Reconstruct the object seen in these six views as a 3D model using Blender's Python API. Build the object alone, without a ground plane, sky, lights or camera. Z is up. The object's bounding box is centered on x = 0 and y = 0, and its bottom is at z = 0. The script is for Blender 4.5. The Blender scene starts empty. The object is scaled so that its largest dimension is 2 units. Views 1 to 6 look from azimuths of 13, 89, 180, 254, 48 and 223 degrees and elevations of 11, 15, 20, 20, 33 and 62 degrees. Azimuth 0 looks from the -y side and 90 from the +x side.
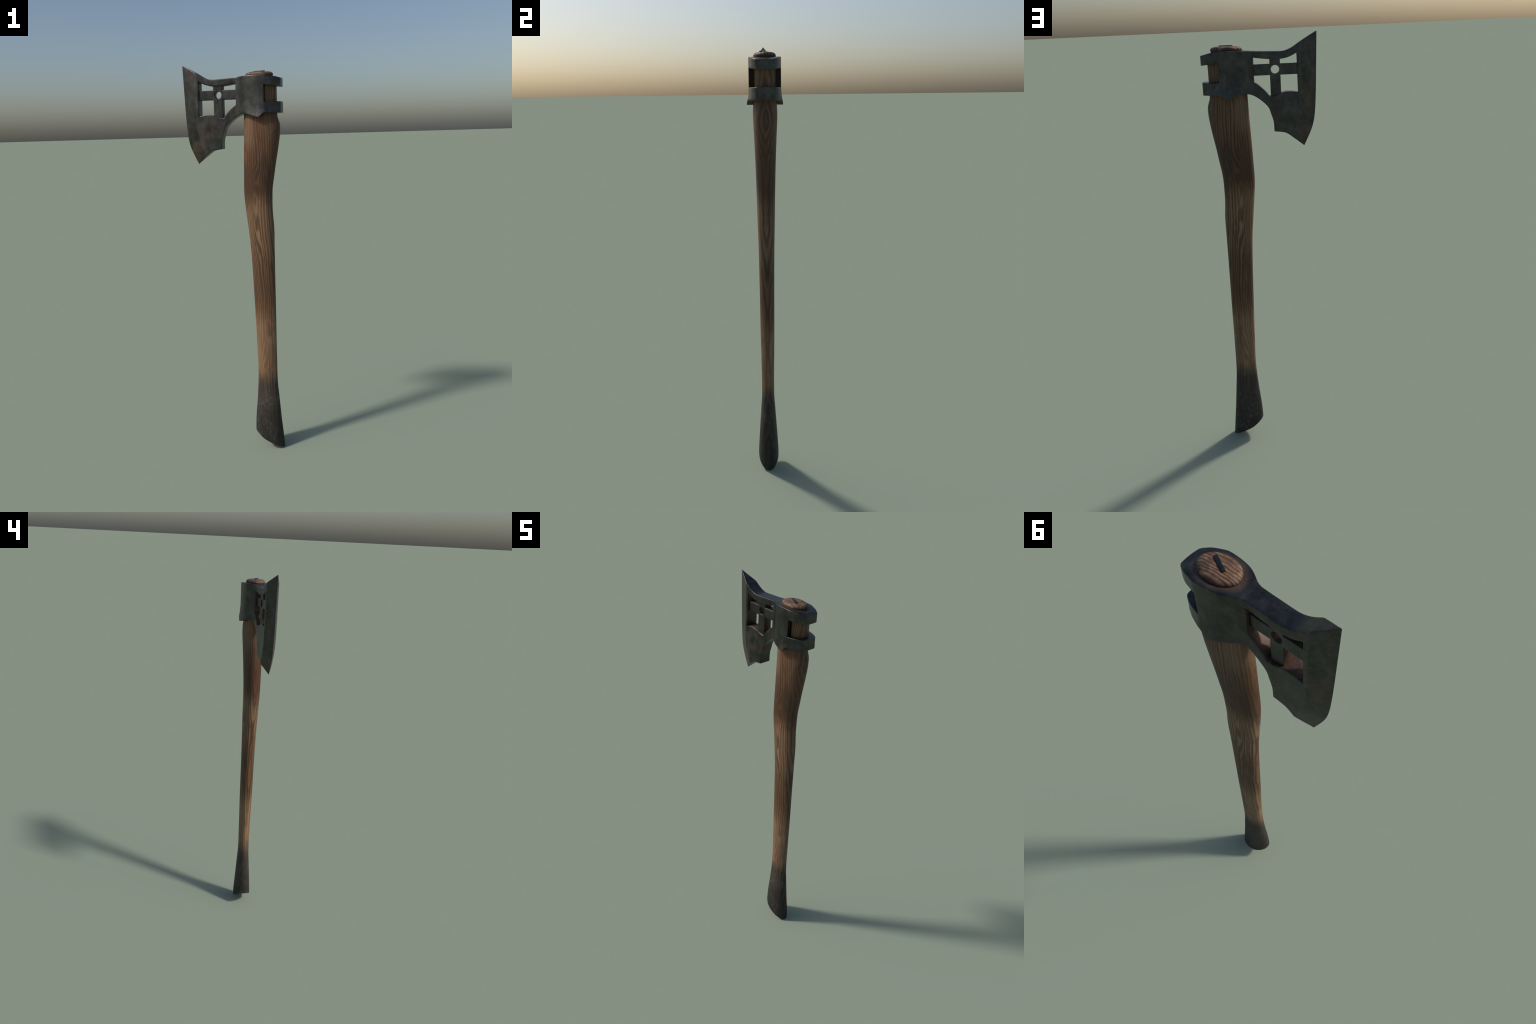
"""A long-handled felling axe: a wooden haft with a charred foot, a dark forged
head with a cross-barred window in the blade, an open-backed socket and a wooden
stub with an iron wedge on top.  Metres, z up."""
import bpy, bmesh, math, random
from mathutils import Vector
from mathutils.geometry import delaunay_2d_cdt

random.seed(7)

# ------------------------------------------------------------------ helpers
def lerp_table(table, t):
    """Monotone-ish smooth interpolation (Catmull-Rom with clamped ends)."""
    if t <= table[0][0]:
        return table[0][1]
    if t >= table[-1][0]:
        return table[-1][1]
    for i in range(len(table) - 1):
        if table[i][0] <= t <= table[i + 1][0]:
            break
    t0, p0 = table[i]
    t1, p1 = table[i + 1]
    d = (p1 - p0) / (t1 - t0)
    def slope(k):
        if k == 0 or k == len(table) - 1:
            return None
        a = (table[k][1] - table[k - 1][1]) / (table[k][0] - table[k - 1][0])
        b = (table[k + 1][1] - table[k][1]) / (table[k + 1][0] - table[k][0])
        return 0.0 if a * b <= 0 else 2 * a * b / (a + b)
    m0, m1 = slope(i), slope(i + 1)
    m0 = d if m0 is None else m0
    m1 = d if m1 is None else m1
    h = t1 - t0
    s = (t - t0) / h
    return ((2*s**3 - 3*s**2 + 1) * p0 + (s**3 - 2*s**2 + s) * h * m0
            + (-2*s**3 + 3*s**2) * p1 + (s**3 - s**2) * h * m1)


def smoothstep(a, b, t):
    t = min(1.0, max(0.0, (t - a) / (b - a)))
    return t * t * (3 - 2 * t)


def run(points, step=0.005, tension=0.5):
    """One run of an outline: a soft curve through the points, resampled; corners
    are kept only at its two ends."""
    P = [Vector(p) for p in points]
    out = []
    for i in range(len(P) - 1):
        a, b = P[i], P[i + 1]
        L = (b - a).length
        ma = (b - P[i - 1]) / ((b - a).length + (a - P[i - 1]).length) * L if i > 0 else (b - a)
        mb = (P[i + 2] - a) / ((P[i + 2] - b).length + L) * L if i + 2 < len(P) else (b - a)
        n = max(1, int(round(L / step)))
        for k in range(n):
            s = k / n
            out.append((2*s**3 - 3*s**2 + 1) * a + (s**3 - 2*s**2 + s) * ma
                       + (-2*s**3 + 3*s**2) * b + (s**3 - s**2) * mb)
    return out                                   # end point left to the next run


def outline(runs, step=0.005):
    loop = []
    for r in runs:
        loop += run(r, step)
    return loop


def area(loop):
    return 0.5 * sum(loop[i - 1].x * loop[i].y - loop[i].x * loop[i - 1].y for i in range(len(loop)))


def inside(p, loop):
    c, j = False, len(loop) - 1
    for i in range(len(loop)):
        a, b = loop[i], loop[j]
        if (a.y > p[1]) != (b.y > p[1]) and p[0] < (b.x - a.x) * (p[1] - a.y) / (b.y - a.y) + a.x:
            c = not c
        j = i
    return c


def seg_dist(px, py, a, b):
    dx, dy = b.x - a.x, b.y - a.y
    q = dx * dx + dy * dy
    t = 0.0 if q == 0 else max(0.0, min(1.0, ((px - a.x) * dx + (py - a.y) * dy) / q))
    return math.hypot(px - a.x - t * dx, py - a.y - t * dy)


def loop_dist(px, py, loops):
    return min(seg_dist(px, py, l[i - 1], l[i]) for l in loops for i in range(len(l)))


def offset_loop(loop, d):
    """Points shifted towards the solid side (left of a counter-clockwise loop)."""
    out, n = [], len(loop)
    for i in range(n):
        a, b, c = loop[i - 1], loop[i], loop[(i + 1) % n]
        t0, t1 = (b - a).normalized(), (c - b).normalized()
        n0, n1 = Vector((-t0.y, t0.x)), Vector((-t1.y, t1.x))
        m = n0 + n1
        if m.length < 1e-4:
            m = n0.copy()
        m.normalize()
        k = d / max(0.45, m.dot(n0))
        out.append(b + m * k)
    return out


def plate(outer, holes, half, radius, grid, extra=(), wall=6, bulge=None):
    """A solid with straight walls along y: outline and holes in the x-z plane,
    half thickness half(x, z), rims rounded by radius(x, z)."""
    if area(outer) < 0:
        outer = outer[::-1]
    holes = [h[::-1] if area(h) > 0 else h for h in holes]
    loops = [outer] + holes
    verts, edges = [], []

    def add_loop(pts, closed=True):
        k = len(verts)
        verts.extend(pts)
        n = len(pts)
        edges.extend((k + i, k + (i + 1) % n) for i in range(n if closed else n - 1))

    for l in loops:
        add_loop(l)
    rmax = 0.003
    for l in loops:
        for f in (0.12, 0.38, 1.0):
            for p in offset_loop(l, rmax * f):
                if loop_dist(p.x, p.y, loops) > rmax * f * 0.9 and inside(p, outer) and not any(inside(p, h) for h in holes):
                    verts.append(p)
    for line in extra:
        verts.extend(p for p in line if inside(p, outer) and not any(inside(p, h) for h in holes)
                     and loop_dist(p.x, p.y, loops) > 0.0036)
    xs, zs = [p.x for p in outer], [p.y for p in outer]
    ni, nj = int((max(xs) - min(xs)) / grid), int((max(zs) - min(zs)) / grid)
    for i in range(1, ni + 1):
        for j in range(1, nj + 1):
            p = Vector((min(xs) + (i + 0.5 * (j % 2)) * grid, min(zs) + j * grid))
            if inside(p, outer) and not any(inside(p, h) for h in holes) and loop_dist(p.x, p.y, loops) > 0.0055:
                verts.append(p)
    v, e, f, *_ = delaunay_2d_cdt(verts, edges, [], 0, 1e-6)
    tris = []
    for t in f:
        c = sum((v[i] for i in t), Vector((0, 0))) / len(t)
        if inside(c, outer) and not any(inside(c, h) for h in holes):
            a, b, c3 = (v[i] for i in t)
            if (b - a).cross(c3 - a) < 0:
                t = t[::-1]
            tris.append(tuple(t))
    bm = bmesh.new()
    front, back = {}, {}
    for i in sorted({i for t in tris for i in t}):
        x, z = v[i]
        h = half(x, z)
        d = loop_dist(x, z, loops)
        r = min(radius(x, z), h * 0.5)
        if d < r:
            h -= r - math.sqrt(max(0.0, r * r - (r - d) ** 2))
        front[i] = bm.verts.new((x, -h, z))
        back[i] = bm.verts.new((x, h, z))
    count = {}
    for t in tris:
        bm.faces.new([front[i] for i in t])
        bm.faces.new([back[i] for i in reversed(t)])
        for k in range(3):
            count[(t[k], t[(k + 1) % 3])] = True
    rows = {}

    def column(i):
        if i not in rows:
            a, b = front[i], back[i]
            col = [a]
            for k in range(1, wall):
                s = k / wall
                co = a.co.lerp(b.co, s)
                if bulge:
                    co += Vector(bulge(co, 1 - (2 * s - 1) ** 2))
                col.append(bm.verts.new(co))
            rows[i] = col + [b]
        return rows[i]

    for (i, j) in list(count):
        if (j, i) not in count:
            ci, cj = column(i), column(j)
            for k in range(wall):
                bm.faces.new((cj[k], ci[k], ci[k + 1], cj[k + 1]))
    bmesh.ops.recalc_face_normals(bm, faces=bm.faces)
    return bm


def make_object(name, bm, material, parent, angle=40):
    me = bpy.data.meshes.new(name)
    bm.to_mesh(me)
    bm.free()
    me.shade_smooth()
    me.set_sharp_from_angle(angle=math.radians(angle))
    me.materials.append(material)
    ob = bpy.data.objects.new(name, me)
    bpy.context.scene.collection.objects.link(ob)
    ob.parent = parent
    return ob


def split_object(ob, rules):
    """Separate a seamless body into named regions that keep the body's normals."""
    src = ob.data
    normals = [Vector(n.vector) for n in src.corner_normals]
    made = []
    for name, test in rules:
        faces = [p for p in src.polygons if test(p.center)]
        used = {}
        polys, ln = [], []
        for p in faces:
            q = []
            for li in p.loop_indices:
                vi = src.loops[li].vertex_index
                q.append(used.setdefault(vi, len(used)))
                ln.append(normals[li])
            polys.append(q)
        co = [None] * len(used)
        for vi, k in used.items():
            co[k] = src.vertices[vi].co[:]
        me = bpy.data.meshes.new(name)
        me.from_pydata(co, [], polys)
        me.shade_smooth()
        me.normals_split_custom_set(ln)
        me.materials.append(src.materials[0])
        o = bpy.data.objects.new(name, me)
        bpy.context.scene.collection.objects.link(o)
        o.parent = ob.parent
        made.append(o)
    bpy.data.objects.remove(ob)
    bpy.data.meshes.remove(src)
    return made


# ---------------------------------------------------------------- materials
class Nodes:
    def __init__(self, name):
        self.m = bpy.data.materials.new(name)
        self.m.use_nodes = True
        self.t = self.m.node_tree
        self.t.nodes.clear()
        self.out = self.t.nodes.new("ShaderNodeOutputMaterial")
        self.bsdf = self.t.nodes.new("ShaderNodeBsdfPrincipled")
        self.t.links.new(self.bsdf.outputs[0], self.out.inputs[0])
        self.pos = self.t.nodes.new("ShaderNodeTexCoord").outputs["Object"]

    def put(self, sock, val):
        if isinstance(val, bpy.types.NodeSocket):
            self.t.links.new(val, sock)
        else:
            sock.default_value = val

    def math(self, op, a, b=0.0, c=0.0, clamp=False):
        n = self.t.nodes.new("ShaderNodeMath")
        n.operation, n.use_clamp = op, clamp
        for s, v in zip(n.inputs, (a, b, c)):
            self.put(s, v)
        return n.outputs[0]

    def xyz(self):
        n = self.t.nodes.new("ShaderNodeSeparateXYZ")
        self.put(n.inputs[0], self.pos)
        return n.outputs[0], n.outputs[1], n.outputs[2]

    def vec(self, x, y, z):
        n = self.t.nodes.new("ShaderNodeCombineXYZ")
        for s, v in zip(n.inputs, (x, y, z)):
            self.put(s, v)
        return n.outputs[0]

    def scaled(self, scale, loc=(0, 0, 0), rot=(0, 0, 0), vec=None):
        n = self.t.nodes.new("ShaderNodeMapping")
        self.put(n.inputs["Vector"], vec or self.pos)
        n.inputs["Scale"].default_value = scale
        n.inputs["Location"].default_value = loc
        n.inputs["Rotation"].default_value = rot
        return n.outputs[0]

    def noise(self, vec, scale, detail=3.0, rough=0.55, distort=0.0):
        n = self.t.nodes.new("ShaderNodeTexNoise")
        self.put(n.inputs["Vector"], vec)
        n.inputs["Scale"].default_value = scale
        n.inputs["Detail"].default_value = detail
        n.inputs["Roughness"].default_value = rough
        n.inputs["Distortion"].default_value = distort
        return n.outputs[0]

    def ramp(self, fac, stops, interp="LINEAR"):
        n = self.t.nodes.new("ShaderNodeValToRGB")
        n.color_ramp.interpolation = interp
        els = n.color_ramp.elements
        while len(els) < len(stops):
            els.new(0.5)
        for e, (p, c) in zip(els, stops):
            e.position = p
            e.color = (c, c, c, 1) if isinstance(c, (int, float)) else (*c, 1)
        self.put(n.inputs[0], fac)
        return n.outputs[0]

    def step(self, val, lo, hi):
        n = self.t.nodes.new("ShaderNodeMapRange")
        n.interpolation_type = "SMOOTHSTEP"
        self.put(n.inputs[0], val)
        self.put(n.inputs[1], lo)
        self.put(n.inputs[2], hi)
        return n.outputs[0]

    def mix(self, fac, a, b, kind="MIX"):
        n = self.t.nodes.new("ShaderNodeMix")
        n.data_type, n.blend_type = "RGBA", kind
        self.put(n.inputs["Factor"], fac)
        for s, v in ((n.inputs[6], a), (n.inputs[7], b)):
            self.put(s, (*v, 1) if isinstance(v, tuple) else v)
        return n.outputs[2]

    def bump(self, height, strength, dist):
        n = self.t.nodes.new("ShaderNodeBump")
        self.put(n.inputs["Height"], height)
        n.inputs["Strength"].default_value = strength
        n.inputs["Distance"].default_value = dist
        return n.outputs[0]

    def geometry(self, name):
        return self.t.nodes.new("ShaderNodeNewGeometry").outputs[name]

    def finish(self, **kw):
        for k, v in kw.items():
            s = self.bsdf.inputs[k.replace("_", " ")]
            self.put(s, (*v, 1) if isinstance(v, tuple) and len(v) == 3 else v)
        return self.m


def wood_material():
    n = Nodes("weathered_wood")
    x, y, z = n.xyz()
    half_z = n.math("MULTIPLY", z, 0.5)
    # growth rings of a plain-sawn billet: nearly straight lines that follow the haft,
    # closing into a few pointed arches where the grain dips under the surface
    pith = n.ramp(half_z, [(0.0, 0.140), (0.20, 0.130), (0.30, 0.134), (0.42, 0.136), (0.52, 0.122), (0.60, 0.106),
                           (0.68, 0.106), (0.76, 0.122), (0.86, 0.118), (0.95, 0.122)])
    line = n.vec(0.0, 0.0, z)
    off = n.math("SUBTRACT", x, pith)
    girth = n.ramp(half_z, [(0.0, 0.047), (0.05, 0.046), (0.19, 0.0295), (0.37, 0.033), (0.55, 0.036), (0.74, 0.0445), (0.85, 0.0525), (0.95, 0.0475)])
    away = n.math("SQRT", n.math("ADD", n.math("MULTIPLY", y, y), 0.00008))
    brow = n.ramp(half_z, [(0.0, 0.215), (0.10, 0.200), (0.20, 0.182), (0.50, 0.182), (0.60, 0.183), (0.69, 0.177),
                           (0.755, 0.196), (0.83, 0.220), (0.875, 0.208), (0.95, 0.208)])
    turn = n.math("SUBTRACT", n.math("MULTIPLY", n.step(off, -0.03, 0.03), 2.0), 1.0)
    across = n.math("ADD", n.math("SUBTRACT", n.math("MINIMUM", x, brow), pith), n.math("MULTIPLY", n.math("MULTIPLY", n.math("SUBTRACT", girth, away), 0.85), turn))
    dip = n.ramp(half_z, [(0.0, 0.9), (0.215, 1.0), (0.24, 0.75), (0.31, 0.05), (0.38, 0.0),
                          (0.50, 0.22), (0.60, 0.75), (0.672, 1.0), (0.70, 0.80), (0.765, 0.0), (0.83, 0.10), (0.90, 0.0)])
    q = n.math("DIVIDE", n.math("ADD", across, 0.004), 0.019)
    bell = n.math("POWER", 2.718, n.math("MULTIPLY", n.math("MULTIPLY", q, q), -1.0))
    radius = n.math("ADD", across, n.math("MULTIPLY", n.math("MULTIPLY", dip, bell), 0.034))
    flat = n.vec(x, n.math("MULTIPLY", y, n.math("MULTIPLY", n.step(n.math("ABSOLUTE", off), 0.02, 0.07), 0.4)), z)
    mid = n.noise(n.scaled((17.0, 17.0, 4.2), loc=(0.7, 2.0, 0.3), vec=flat), 1.0, 3.0, 0.55)
    small = n.noise(n.scaled((95.0, 95.0, 13.0), loc=(0.1, 2.0, 0.9), vec=flat), 1.0, 2.0, 0.55)
    field = n.math("ADD", radius, n.math("ADD", n.math("MULTIPLY", mid, 0.026), n.math("MULTIPLY", small, 0.0030)))
    width = n.noise(n.vec(n.math("MULTIPLY", field, 38.0), 0.3, 0.7), 1.0, 1.0)
    ring = n.math("FRACT", n.math("ADD", n.math("MULTIPLY", field, 76.0), n.math("MULTIPLY", width, 1.5)))
    grain = n.ramp(ring, [(0.0, 0.08), (0.14, 0.32), (0.36, 0.90), (0.50, 1.0), (0.66, 0.70), (0.86, 0.16), (1.0, 0.02)], "EASE")
    # late-wood hairlines between the rings
    hair = n.noise(n.vec(n.math("MULTIPLY", field, 260.0), n.math("MULTIPLY", z, 2.0), 0.4), 1.0, 2.0, 0.6)
    grain = n.mix(n.math("MULTIPLY", n.step(hair, 0.50, 0.68), 0.40), grain, (0.12, 0.12, 0.12))
    hard = n.noise(n.scaled((20.0, 20.0, 3.5), loc=(4.0, 1.0, 2.3), vec=flat), 1.0, 2.0, 0.5)
    contrast = n.step(hard, 0.34, 0.58)
    grain = n.mix(n.math("SUBTRACT", 0.46, n.math("MULTIPLY", contrast, 0.44)), grain, (0.55, 0.55, 0.55))
    pale = n.math("MULTIPLY", n.step(half_z, 0.17, 0.21), n.math("SUBTRACT", 1.0, n.step(half_z, 0.33, 0.39)))
    grain = n.mix(n.math("MULTIPLY", pale, 0.35), grain, (0.78, 0.78, 0.78))
    fine = n.noise(n.scaled((170.0, 170.0, 6.0)), 1.0, 4.0, 0.7)
    blotch = n.noise(n.scaled((9.0, 9.0, 3.2), loc=(1.0, 5.0, 2.0)), 1.0, 3.0, 0.55)
    # worn, paler lengths of the haft and darker, redder ones
    zz = n.math("ADD", half_z, n.math("MULTIPLY", n.math("SUBTRACT", blotch, 0.5), 0.11))
    worn = n.ramp(zz, [(0.16, 0.85), (0.25, 1.0), (0.34, 0.95), (0.385, 0.42), (0.43, 0.24), (0.50, 0.34),
                       (0.55, 0.68), (0.64, 0.80), (0.69, 0.14), (0.74, 0.12), (0.82, 0.34), (0.86, 0.42), (0.95, 0.15)])
    light = n.mix(worn, (0.122, 0.056, 0.022), (0.345, 0.203, 0.112))
    dark = n.mix(worn, (0.030, 0.015, 0.009), (0.080, 0.044, 0.026))
    col = n.mix(grain, dark, light)
    col = n.mix(n.math("MULTIPLY", n.step(fine, 0.47, 0.70), 0.55), col, n.mix(worn, (0.042, 0.020, 0.012), (0.120, 0.067, 0.040)))
    stain = n.step(n.noise(n.scaled((13.0, 13.0, 4.0), loc=(7, 1, 4)), 1.0, 3.0), 0.50, 0.70)
    col = n.mix(n.math("MULTIPLY", stain, 0.42), col, (0.115, 0.040, 0.016))
    bend = n.math("MULTIPLY", n.step(zz, 0.655, 0.69), n.math("SUBTRACT", 1.0, n.step(zz, 0.70, 0.80)))
    col = n.mix(n.math("MULTIPLY", bend, 0.50), col, (0.072, 0.029, 0.015))
    dull = n.step(n.noise(n.scaled((24.0, 24.0, 7.0), loc=(2, 8, 3)), 1.0, 3.0, 0.6), 0.54, 0.70)
    col = n.mix(n.math("MULTIPLY", dull, 0.48), col, (0.038, 0.025, 0.018))
    # soaked dark knots beside the bend, paler where the hand and sun have been
    def oval(cx, cz, rx, rz, soft):
        a = n.math("DIVIDE", n.math("SUBTRACT", x, cx), rx)
        b = n.math("DIVIDE", n.math("SUBTRACT", z, cz), rz)
        r = n.math("ADD", n.math("SQRT", n.math("ADD", n.math("MULTIPLY", a, a), n.math("MULTIPLY", b, b))),
                   n.math("MULTIPLY", n.math("SUBTRACT", mid, 0.5), 0.9))
        return n.math("SUBTRACT", 1.0, n.step(r, 1.0 - soft, 1.0 + soft))
    col = n.mix(n.math("MULTIPLY", oval(0.166, 1.475, 0.022, 0.085, 0.45), 0.62), col, (0.040, 0.024, 0.017))
    col = n.mix(n.math("MULTIPLY", oval(0.070, 1.440, 0.015, 0.075, 0.35), 0.45), col, (0.052, 0.030, 0.021))
    col = n.mix(n.math("MULTIPLY", oval(0.172, 0.515, 0.020, 0.075, 0.30), 0.45), col, (0.125, 0.078, 0.052))
    col = n.mix(n.math("MULTIPLY", oval(0.085, 1.675, 0.030, 0.075, 0.55), 0.45), col, (0.225, 0.135, 0.080))
    slot = n.step(z, 1.775, 1.79)
    col = n.mix(n.math("MULTIPLY", slot, 0.80), col, n.mix(grain, (0.052, 0.027, 0.014), (0.270, 0.145, 0.070)))
    # the front of the haft is greyer and darker
    front = n.step(n.math("SUBTRACT", off, n.math("MULTIPLY", n.math("SUBTRACT", mid, 0.5), 0.08)), 0.028, 0.085)
    col = n.mix(n.math("MULTIPLY", front, 0.24), col, (0.072, 0.053, 0.040))
    # pale scratches and rubs
    rub = n.noise(n.scaled((120, 120, 26), rot=(0.15, 0.1, 0.0)), 1.0, 4.0, 0.7, 0.8)
    spot = n.step(n.noise(n.scaled((20, 20, 7), loc=(5, 3, 1)), 1.0, 2.0), 0.56, 0.70)
    col = n.mix(n.math("MULTIPLY", n.math("MULTIPLY", n.step(rub, 0.52, 0.70), spot), 0.40), col, (0.30, 0.225, 0.175))
    # charred foot with pale scuffs
    soot_edge = n.math("ADD", z, n.math("MULTIPLY", n.math("SUBTRACT", n.noise(n.scaled((60, 60, 8)), 1.0, 3.0), 0.5), 0.09))
    soot_edge = n.math("ADD", soot_edge, n.math("MULTIPLY", off, -0.25))
    soot = n.math("SUBTRACT", 1.0, n.step(soot_edge, 0.345, 0.455))
    low = n.step(z, 0.05, 0.40)
    char = n.mix(grain, n.mix(low, (0.016, 0.015, 0.013), (0.024, 0.019, 0.015)), n.mix(low, (0.030, 0.027, 0.023), (0.080, 0.058, 0.042)))
    scuff = n.noise(n.scaled((75, 75, 30), rot=(0.5, 0.6, 0.4)), 1.0, 6.0, 0.75, 1.6)
    patch = n.step(n.noise(n.scaled((15, 15, 10), loc=(2, 0, 1)), 1.0, 2.0), 0.44, 0.62)
    mark = n.math("MULTIPLY", n.math("MULTIPLY", n.step(scuff, 0.46, 0.64), patch), 0.55)
    char = n.mix(mark, char, (0.135, 0.120, 0.105))
    col = n.mix(soot, col, char)
    height = n.math("ADD", n.math("MULTIPLY", grain, 0.7), n.math("MULTIPLY", fine, 0.5))
    rough = n.math("ADD", 0.48, n.math("MULTIPLY", fine, 0.24))
    return n.finish(Base_Color=col, Roughness=rough, Normal=n.bump(height, 0.4, 0.0022), Specular_IOR_Level=0.28)


def end_grain_material():
    n = Nodes("end_grain_wood")
    wob = n.noise(n.scaled((1.0, 1.6, 1.0)), 14.0, 3.0, 0.5)
    x, y, z = n.xyz()
    u = n.math("ADD", n.math("MULTIPLY", x, 0.94), n.math("MULTIPLY", y, -0.34))
    f = n.math("FRACT", n.math("ADD", n.math("MULTIPLY", n.math("ADD", y, n.math("MULTIPLY", x, -0.06)), 90.0),
                               n.math("MULTIPLY", wob, 2.6)))
    grain = n.ramp(f, [(0.0, 0.0), (0.3, 0.75), (0.6, 1.0), (0.88, 0.35), (1.0, 0.0)], "EASE")
    fine = n.noise(n.scaled((45, 45, 45)), 1.0, 5.0, 0.65)
    fade = n.step(n.noise(n.scaled((26, 26, 26), loc=(9, 1, 2)), 1.0, 3.0), 0.40, 0.62)
    grain = n.mix(n.math("MULTIPLY", fade, 0.4), grain, (0.45, 0.45, 0.45))
    light = n.mix(n.step(fine, 0.35, 0.65), (0.125, 0.060, 0.030), (0.270, 0.158, 0.090))
    col = n.mix(grain, (0.050, 0.027, 0.018), light)
    blotch = n.step(n.noise(n.scaled((30, 30, 30), loc=(3, 2, 1)), 1.0, 3.0), 0.55, 0.7)
    col = n.mix(n.math("MULTIPLY", blotch, 0.75), col, (0.050, 0.038, 0.030))
    rim = n.math("SUBTRACT", 1.0, n.step(z, 1.932, 1.947))
    col = n.mix(n.math("MULTIPLY", rim, 0.8), col, (0.040, 0.026, 0.018))
    h = n.math("ADD", n.math("MULTIPLY", grain, 0.8), n.math("MULTIPLY", fine, 0.6))
    return n.finish(Base_Color=col, Roughness=0.6, Normal=n.bump(h, 0.6, 0.003), Specular_IOR_Level=0.4)


def iron_material(name, window=False):
    n = Nodes(name)
    x, y, z = n.xyz()
    cloud = n.noise(n.scaled((1, 1, 0.8)), 24.0, 5.0, 0.6)
    streak = n.noise(n.scaled((9, 9, 60), loc=(0, 2, 0)), 1.0, 5.0, 0.65)
    speck = n.noise(n.pos, 130.0, 4.0, 0.65)
    base = n.ramp(cloud, [(0.30, (0.044, 0.044, 0.042)), (0.5, (0.066, 0.066, 0.063)), (0.70, (0.100, 0.099, 0.095))])
    base = n.mix(n.math("MULTIPLY", n.step(speck, 0.45, 0.7), 0.30), base, (0.110, 0.108, 0.102))
    base = n.mix(n.math("MULTIPLY", n.step(streak, 0.55, 0.75), 0.40), base, (0.034, 0.034, 0.032))
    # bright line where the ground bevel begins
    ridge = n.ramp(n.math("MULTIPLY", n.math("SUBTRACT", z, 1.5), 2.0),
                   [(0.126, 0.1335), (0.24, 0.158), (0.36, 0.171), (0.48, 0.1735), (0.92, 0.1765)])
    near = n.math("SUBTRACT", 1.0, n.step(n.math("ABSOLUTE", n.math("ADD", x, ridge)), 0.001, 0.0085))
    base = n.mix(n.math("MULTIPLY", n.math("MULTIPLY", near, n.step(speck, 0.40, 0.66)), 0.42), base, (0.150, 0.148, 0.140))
    # rust: in patches towards the edge and the belly of the blade, round the stub, inside the windows
    rn = n.noise(n.scaled((1, 1, 0.75), loc=(4.2, 1.0, 7.1)), 13.0, 4.0, 0.6)
    zone = n.math("SUBTRACT", 1.0, n.step(z, 1.62, 1.86))
    edge = n.math("SUBTRACT", 1.0, n.step(x, -0.245, -0.150))
    amount = n.math("ADD", n.math("MULTIPLY", zone, 0.12), n.math("MULTIPLY", edge, 0.12))
    rust = n.step(n.math("ADD", rn, amount), 0.58, 0.80)
    ex = n.math("DIVIDE", n.math("SUBTRACT", x, 0.138), 0.071)
    ey = n.math("DIVIDE", y, 0.050)
    er = n.math("SQRT", n.math("ADD", n.math("MULTIPLY", ex, ex), n.math("MULTIPLY", ey, ey)))
    collar = n.math("MULTIPLY", n.math("SUBTRACT", 1.0, n.step(er, 1.0, 1.38)), n.step(z, 1.915, 1.93))
    rust = n.math("MAXIMUM", n.math("MULTIPLY", rust, 0.42), n.math("MULTIPLY", collar, 0.50 if not window else 0.0))
    # walls of the windows: normal lies in the x-z plane and the spot is inside the frame
    nx = n.t.nodes.new("ShaderNodeSeparateXYZ")
    n.put(nx.inputs[0], n.geometry("Normal"))
    wall = n.math("SUBTRACT", 1.0, n.step(n.math("ABSOLUTE", nx.outputs[1]), 0.3, 0.75))
    framed = n.math("MULTIPLY", n.math("MULTIPLY", n.step(x, -0.166, -0.161), n.math("SUBTRACT", 1.0, n.step(x, 0.027, 0.031))),
                    n.math("MULTIPLY", n.step(z, 1.735, 1.739), n.math("SUBTRACT", 1.0, n.step(n.math("SUBTRACT", z, n.math("MULTIPLY", n.math("ABSOLUTE", n.math("ADD", x, 0.07)), 0.2)), 1.903, 1.907))))
    # the underside of the curved belly lies outside the frame: keep only what is above its diagonal
    diag = n.step(n.math("SUBTRACT", z, n.math("MULTIPLY", n.math("ADD", x, 0.0375), 0.97)), 1.728, 1.734)
    inner = n.math("MULTIPLY", n.math("MULTIPLY", wall, framed), diag)
    rust = n.math("MAXIMUM", rust, n.math("MULTIPLY", inner, n.math("ADD", 0.15, n.math("MULTIPLY", cloud, 0.9))))
    rcol = n.ramp(speck, [(0.3, (0.055, 0.025, 0.014)), (0.7, (0.150, 0.064, 0.032))])
    col = n.mix(rust, base, rcol)
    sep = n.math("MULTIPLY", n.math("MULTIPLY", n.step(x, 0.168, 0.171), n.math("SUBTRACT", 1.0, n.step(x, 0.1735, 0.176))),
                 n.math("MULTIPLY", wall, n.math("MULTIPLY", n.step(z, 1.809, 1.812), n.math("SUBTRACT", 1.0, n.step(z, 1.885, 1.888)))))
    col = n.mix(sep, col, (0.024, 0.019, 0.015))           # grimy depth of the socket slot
    metal = n.math("SUBTRACT", 1.0, n.math("MULTIPLY", rust, 0.9))
    rough = n.math("ADD", n.math("ADD", 0.25, n.math("MULTIPLY", cloud, 0.24)), n.math("MULTIPLY", rust, 0.25))
    h = n.math("ADD", n.math("MULTIPLY", speck, 0.5), n.math("MULTIPLY", cloud, 1.0))
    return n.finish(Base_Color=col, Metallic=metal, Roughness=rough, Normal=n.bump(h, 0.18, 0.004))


# ------------------------------------------------------------------ root
WOOD, ENDGRAIN = wood_material(), end_grain_material()
IRON = iron_material("forged_iron")

axe = bpy.data.objects.new("axe", None)
axe.empty_display_size = 0.1
bpy.context.scene.collection.objects.link(axe)
axe["label"] = "long wooden axe with dark iron cross-windowed head"
axe["category"] = "axe"

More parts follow.
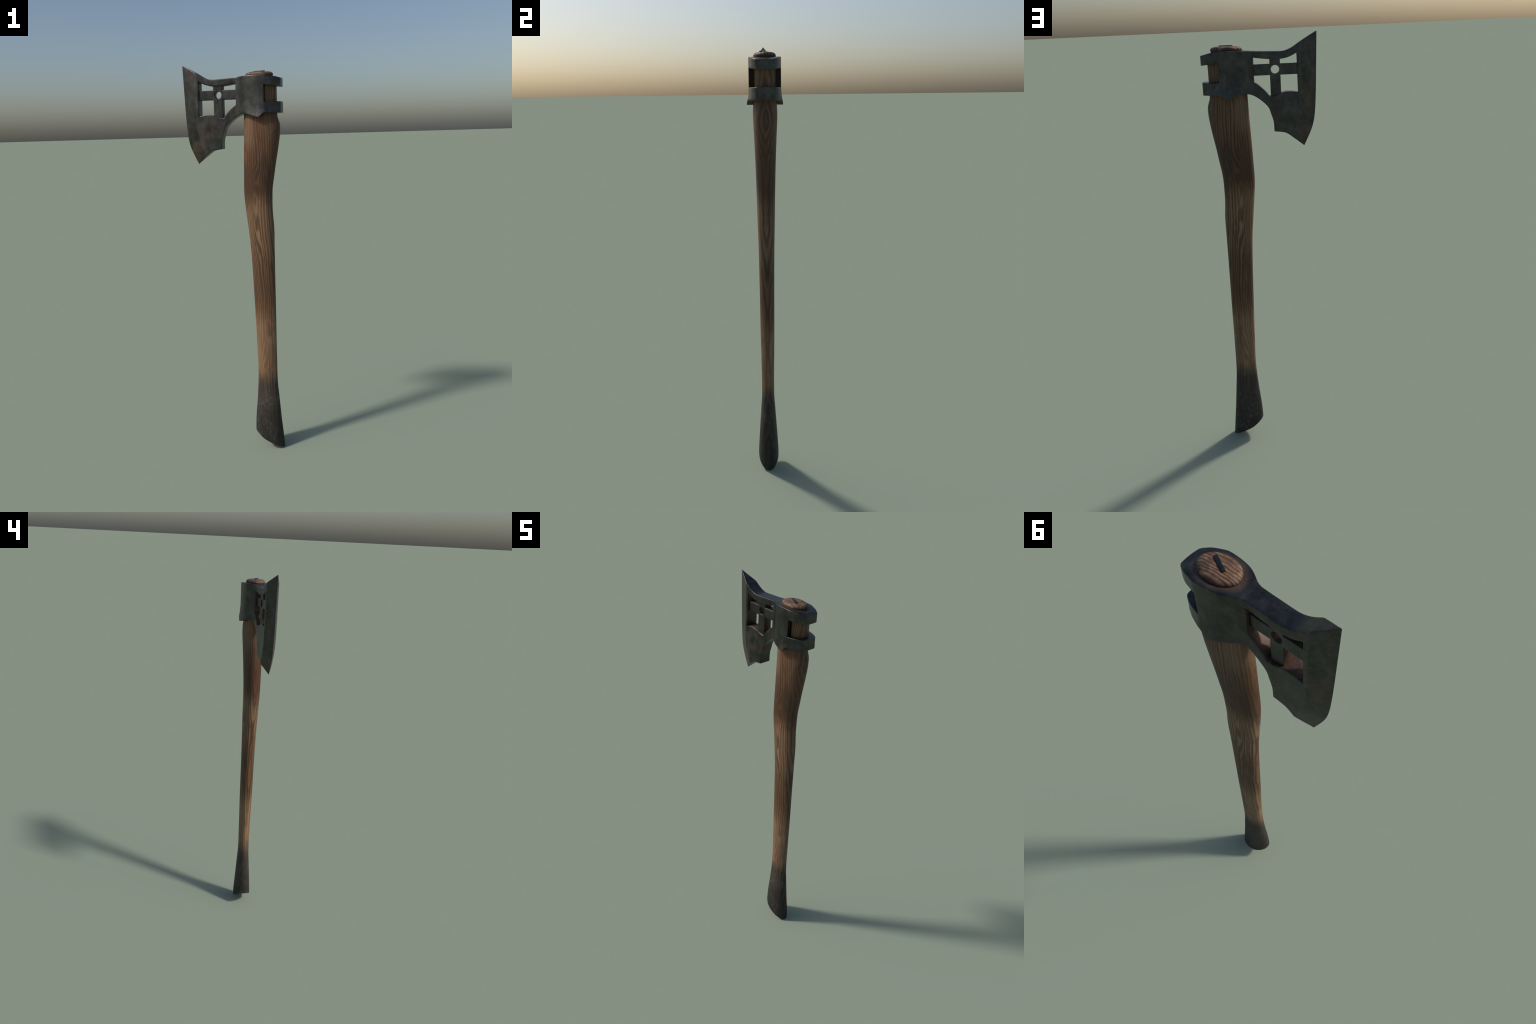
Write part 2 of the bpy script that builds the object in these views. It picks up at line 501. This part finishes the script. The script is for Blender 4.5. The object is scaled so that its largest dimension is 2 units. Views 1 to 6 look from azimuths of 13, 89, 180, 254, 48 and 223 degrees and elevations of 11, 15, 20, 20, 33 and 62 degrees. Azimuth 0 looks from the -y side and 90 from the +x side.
# ------------------------------------------------------------------ axe head
CUTTING_EDGE = [(-0.2495, 2.0000), (-0.2452, 1.8600), (-0.2417, 1.7560), (-0.2370, 1.6775),
                (-0.2310, 1.6320), (-0.2185, 1.5890), (-0.1846, 1.5173)]
BELLY = [(-0.1846, 1.5173), (-0.1326, 1.5620), (-0.1060, 1.5805), (-0.0865, 1.5855), (-0.0535, 1.5895)]
HEEL = [(-0.0535, 1.5895), (-0.0515, 1.6330), (-0.0425, 1.6650), (-0.0325, 1.6935), (-0.0090, 1.7190),
        (0.0160, 1.7385), (0.0400, 1.7510), (0.0580, 1.7550), (0.0770, 1.7545), (0.1012, 1.7485),
        (0.1255, 1.7410), (0.1415, 1.7370), (0.1510, 1.7395), (0.1600, 1.7485), (0.1710, 1.7562)]
STRAP_UNDER = [(0.1710, 1.7562), (0.2473, 1.7570)]
SLOT_LOW, SLOT_TOP = 1.8095, 1.8880
TOP = [(0.2473, 1.9195), (0.2200, 1.9262), (0.1900, 1.9312), (0.1500, 1.9345), (0.0900, 1.9340),
       (0.0467, 1.9320), (0.0280, 1.9297), (-0.0200, 1.9272), (-0.0660, 1.9255), (-0.0980, 1.9250),
       (-0.1195, 1.9292), (-0.1445, 1.9402), (-0.1763, 1.9602), (-0.2425, 1.9975), (-0.2495, 2.0000)]
head_outline = outline([CUTTING_EDGE, BELLY, HEEL, STRAP_UNDER,
                        [(0.2473, 1.7570), (0.2473, SLOT_LOW)],
                        [(0.2473, SLOT_LOW), (0.1725, SLOT_LOW)],
                        [(0.1725, SLOT_LOW), (0.1725, SLOT_TOP)],
                        [(0.1725, SLOT_TOP), (0.2473, 1.8800)],
                        [(0.2473, 1.8800), (0.2473, 1.9195)], TOP])
window = outline([[(0.0255, 1.9035), (-0.0300, 1.8960), (-0.0600, 1.8938), (-0.0900, 1.8938), (-0.1200, 1.8985),
                   (-0.1410, 1.9060), (-0.1620, 1.9170)],
                  [(-0.1620, 1.9170), (-0.1637, 1.7515)],
                  [(-0.1637, 1.7515), (-0.1400, 1.7562), (-0.1131, 1.7572), (-0.0900, 1.7530), (-0.0650, 1.7440), (-0.0375, 1.7400)],
                  [(-0.0375, 1.7400), (-0.0280, 1.7545), (-0.0160, 1.7685), (0.0060, 1.7888), (0.0255, 1.8020)],
                  [(0.0255, 1.8020), (0.0255, 1.9035)]])

RIDGE = [(1.50, -0.108), (1.563, -0.1335), (1.62, -0.158), (1.68, -0.171), (1.74, -0.1735), (1.85, -0.175), (1.96, -0.1765), (2.01, -0.177)]
EDGE_X = [(z, x) for x, z in reversed(CUTTING_EDGE)]
PLAN = [(-0.10, 0.0312), (0.020, 0.0318), (0.031, 0.0335), (0.042, 0.0375), (0.055, 0.0450), (0.068, 0.0525),
        (0.0886, 0.0610), (0.115, 0.0660), (0.1425, 0.0684), (0.160, 0.0690), (0.172, 0.0687), (0.1765, 0.0678),
        (0.190, 0.0638), (0.206, 0.0590), (0.2165, 0.0555), (0.232, 0.0473), (0.2425, 0.0408), (0.2473, 0.0345)]


def head_half(x, z):
    xr, xe = lerp_table(RIDGE, z), lerp_table(EDGE_X, z)
    t = (x - xe) / max(1e-4, xr - xe)
    flat = lerp_table(PLAN, x)
    wedge = 0.0008 + (0.0312 - 0.0008) * max(0.0, t)
    k = 0.0007                                            # soften the grinding ridge
    m = max(k - abs(flat - wedge), 0.0) / k
    h = min(flat, wedge) - m * m * k * 0.25
    flare = lerp_table([(1.735, 0.0112), (1.757, 0.0062), (1.785, 0.0018), (1.815, 0.0)], z)
    side = smoothstep(0.045, 0.10, x) * (1 - 0.8 * smoothstep(0.17, 0.235, x))
    return max(0.0006, h + flare * side)


def head_radius(x, z):
    return 0.0026


ridge_line = [Vector((lerp_table(RIDGE, 1.52 + 0.004 * i) + o, 1.52 + 0.004 * i)) for i in range(118) for o in (-0.0022, 0.0, 0.0022)]
head_bm = plate(head_outline, [window], head_half, head_radius, 0.0065, extra=[ridge_line],
                bulge=lambda co, s: (0.0022 * s * smoothstep(0.243, 0.246, co.x), 0, 0))
head = make_object("axe_head", head_bm, IRON, axe, 38)
blade, socket = split_object(head, [("blade", lambda c: c.x < 0.036), ("socket", lambda c: c.x >= 0.036)])

# cross bars standing in the window, with a round hole where they meet
CX, CZ, ARM = -0.0672, 1.8513, 0.0226
cross = outline([[(0.0285, CZ - ARM), (0.0285, CZ + ARM)],
                 [(0.0285, CZ + ARM), (CX + ARM, CZ + ARM)],
                 [(CX + ARM, CZ + ARM), (CX + ARM, 1.900)],
                 [(CX + ARM, 1.900), (CX - ARM, 1.900)],
                 [(CX - ARM, 1.900), (CX - ARM, CZ + ARM)],
                 [(CX - ARM, CZ + ARM), (-0.1665, CZ + ARM)],
                 [(-0.1665, CZ + ARM), (-0.1665, CZ - ARM)],
                 [(-0.1665, CZ - ARM), (CX - ARM, CZ - ARM)],
                 [(CX - ARM, CZ - ARM), (CX - ARM, 1.738)],
                 [(CX - ARM, 1.738), (CX + ARM, 1.738)],
                 [(CX + ARM, 1.738), (CX + ARM, CZ - ARM)],
                 [(CX + ARM, CZ - ARM), (0.0285, CZ - ARM)]])
eyelet = [Vector((CX + 0.0183 * math.cos(2 * math.pi * i / 40), CZ + 0.0183 * math.sin(2 * math.pi * i / 40))) for i in range(40)]
cross_bm = plate(cross, [eyelet], lambda x, z: 0.0212, lambda x, z: 0.0016, 0.0065, wall=2)
make_object("cross_bars", cross_bm, IRON, blade, 38)

# ------------------------------------------------------------------ haft
# (height, rear face x, front face x)
SIDE = [(0.000, 0.0715, 0.2310), (0.090, 0.0737, 0.2222), (0.160, 0.0765, 0.2150), (0.275, 0.0868, 0.2052),
        (0.375, 0.0937, 0.1972), (0.420, 0.0953, 0.1962), (0.570, 0.0922, 0.1957), (0.760, 0.0868, 0.1960),
        (0.915, 0.0818, 0.1956), (1.068, 0.0752, 0.1958), (1.185, 0.0648, 0.1966), (1.290, 0.0532, 0.1898),
        (1.378, 0.0467, 0.1908), (1.460, 0.0488, 0.2030), (1.510, 0.0501, 0.2105), (1.606, 0.0535, 0.2274),
        (1.660, 0.0557, 0.2345), (1.695, 0.0565, 0.2362), (1.750, 0.0578, 0.2225), (1.80, 0.0600, 0.2225),
        (1.935, 0.0640, 0.2220)]
REAR = [(z, a) for z, a, b in SIDE]
FRONT = [(z, b) for z, a, b in SIDE]


def eased(table, lo=0.45, hi=1.60, reach=0.035):
    """Ease the bends of a profile so that no single station reads as a kink."""
    out = []
    for i in range(98):
        z = i * 0.02
        r = reach * smoothstep(lo - 0.1, lo, z) * (1 - smoothstep(hi, hi + 0.06, z))
        out.append((z, sum(lerp_table(table, z + r * k / 3) * w for k, w in zip(range(-3, 4), (1, 2, 3, 4, 3, 2, 1))) / 16))
    return out


REAR, FRONT = eased(REAR), eased(FRONT)
DEPTH = [(0.000, 0.0470), (0.060, 0.0488), (0.107, 0.0465), (0.193, 0.0412), (0.298, 0.0342), (0.375, 0.0295),
         (0.440, 0.0294), (0.483, 0.0298), (0.742, 0.0331), (0.859, 0.0336), (0.984, 0.0348), (1.107, 0.0363),
         (1.226, 0.0395), (1.356, 0.0420), (1.476, 0.0447), (1.593, 0.0488), (1.699, 0.0528), (1.740, 0.0512),
         (1.800, 0.0480), (1.935, 0.0475)]
FOOT = [(0.0720, 0.0955), (0.0800, 0.0890), (0.0966, 0.0770), (0.1270, 0.0560), (0.1550, 0.0415),
        (0.1840, 0.0260), (0.2050, 0.0155), (0.2180, 0.0080), (0.2260, 0.0030), (0.2320, 0.0000)]


def section(z, ang):
    """Point of the haft's rounded-oval section at height z."""
    a, b, d = lerp_table(REAR, z), lerp_table(FRONT, z), lerp_table(DEPTH, z)
    c, s = math.cos(ang), math.sin(ang)
    e = 2 / (2.0 + 0.25 * smoothstep(0.15, 0.5, z))
    return ((a + b) / 2 + (b - a) / 2 * math.copysign(abs(c) ** e, c), d * math.copysign(abs(s) ** e, s))


def build_haft():
    bm = bmesh.new()
    N, TOPZ, SHEAR = 64, 1.914, 0.30
    heights = [0.0, 0.0015, 0.004, 0.008, 0.014, 0.022, 0.034, 0.05, 0.07] + [0.09 + 0.015 * i for i in range(123)]
    heights = [h for h in heights if h < TOPZ] + [TOPZ]
    rings = []
    for zs in heights:
        ring = []
        for k in range(N):
            ang = 2 * math.pi * k / N
            z = zs
            for _ in range(4):
                x, y = section(z, ang)
                if zs < SHEAR:
                    foot = lerp_table(FOOT, x)
                    z = foot + zs / SHEAR * (SHEAR - foot)
            # round the rim of the foot
            r = 0.0045
            tuck = r - math.sqrt(max(0.0, r * r - (r - min(r, zs)) ** 2))
            cx = (lerp_table(REAR, z) + lerp_table(FRONT, z)) / 2
            L = math.hypot(x - cx, y)
            f = 1 - tuck * 0.7 / max(L, 1e-4)
            ring.append(bm.verts.new((cx + (x - cx) * f, y * f, z)))
        rings.append(ring)
    for a, b in zip(rings, rings[1:]):
        for k in range(N):
            bm.faces.new((a[k], a[(k + 1) % N], b[(k + 1) % N], b[k]))
    # foot face, slightly domed
    prev, base = rings[0], [v.co.copy() for v in rings[0]]
    ctr = sum(base, Vector()) / N
    for f in (0.9, 0.75, 0.55, 0.3):
        ring = []
        for co in base:
            p = ctr.lerp(co, f)
            p.z = lerp_table(FOOT, p.x) + 0.0004
            ring.append(bm.verts.new(p))
        for k in range(N):
            bm.faces.new((ring[k], ring[(k + 1) % N], prev[(k + 1) % N], prev[k]))
        prev = ring
    bm.faces.new(list(reversed(prev)))
    bm.faces.new(rings[-1])
    bmesh.ops.recalc_face_normals(bm, faces=bm.faces)
    low = min(v.co.z for v in bm.verts)
    for v in bm.verts:
        v.co.z -= low * max(0.0, 1 - v.co.z / 0.4)
    return bm


haft = make_object("haft", build_haft(), WOOD, axe, 50)
haft, foot = split_object(haft, [("haft", lambda c: c.z > 0.33), ("haft_foot", lambda c: c.z <= 0.33)])

# ------------------------------------------------------------------ stub and wedge
def build_stub():
    bm = bmesh.new()
    N = 72
    prof = [(0.955, 1.926), (0.965, 1.9340), (0.990, 1.9365), (0.990, 1.9410), (0.95, 1.9455), (0.895, 1.9488),
            (0.82, 1.9510), (0.70, 1.9524), (0.55, 1.9532), (0.35, 1.9537), (0.15, 1.9538)]
    rng = random.Random(3)
    lump = [(rng.uniform(0, 6.28), rng.uniform(0.2, 1.0)) for _ in range(5)]
    rings = []
    for s, z in prof:
        ring = []
        for k in range(N):
            a = 2 * math.pi * k / N
            w = 1 + 0.006 * sum(m * math.sin((i + 2) * a + p) for i, (p, m) in enumerate(lump))
            ring.append(bm.verts.new((0.1375 + 0.0688 * s * w * math.cos(a), 0.0490 * s * w * math.sin(a),
                                      z + 0.0006 * math.sin(3 * a + 1) * s)))
        rings.append(ring)
    for a, b in zip(rings, rings[1:]):
        for k in range(N):
            bm.faces.new((a[k], a[(k + 1) % N], b[(k + 1) % N], b[k]))
    bm.faces.new(rings[-1])
    bm.faces.new(list(reversed(rings[0])))
    bmesh.ops.recalc_face_normals(bm, faces=bm.faces)
    return bm


stub = make_object("haft_stub", build_stub(), ENDGRAIN, axe, 60)


def build_wedge():
    bm = bmesh.new()
    bmesh.ops.create_cube(bm, size=1.0)
    yaw = math.atan2(-0.028, 0.056)
    for v in bm.verts:
        l, w, h = v.co.x * 0.0625, v.co.y * 0.0115, 1.9525 + v.co.z * 0.0105
        v.co = (0.1390 + l * math.cos(yaw) - w * math.sin(yaw), -0.0035 + l * math.sin(yaw) + w * math.cos(yaw), h)
    bmesh.ops.bevel(bm, geom=bm.edges[:], offset=0.0010, segments=2, affect="EDGES", profile=0.5)
    return bm


make_object("wedge", build_wedge(), iron_material("wedge_iron", True), stub, 40)
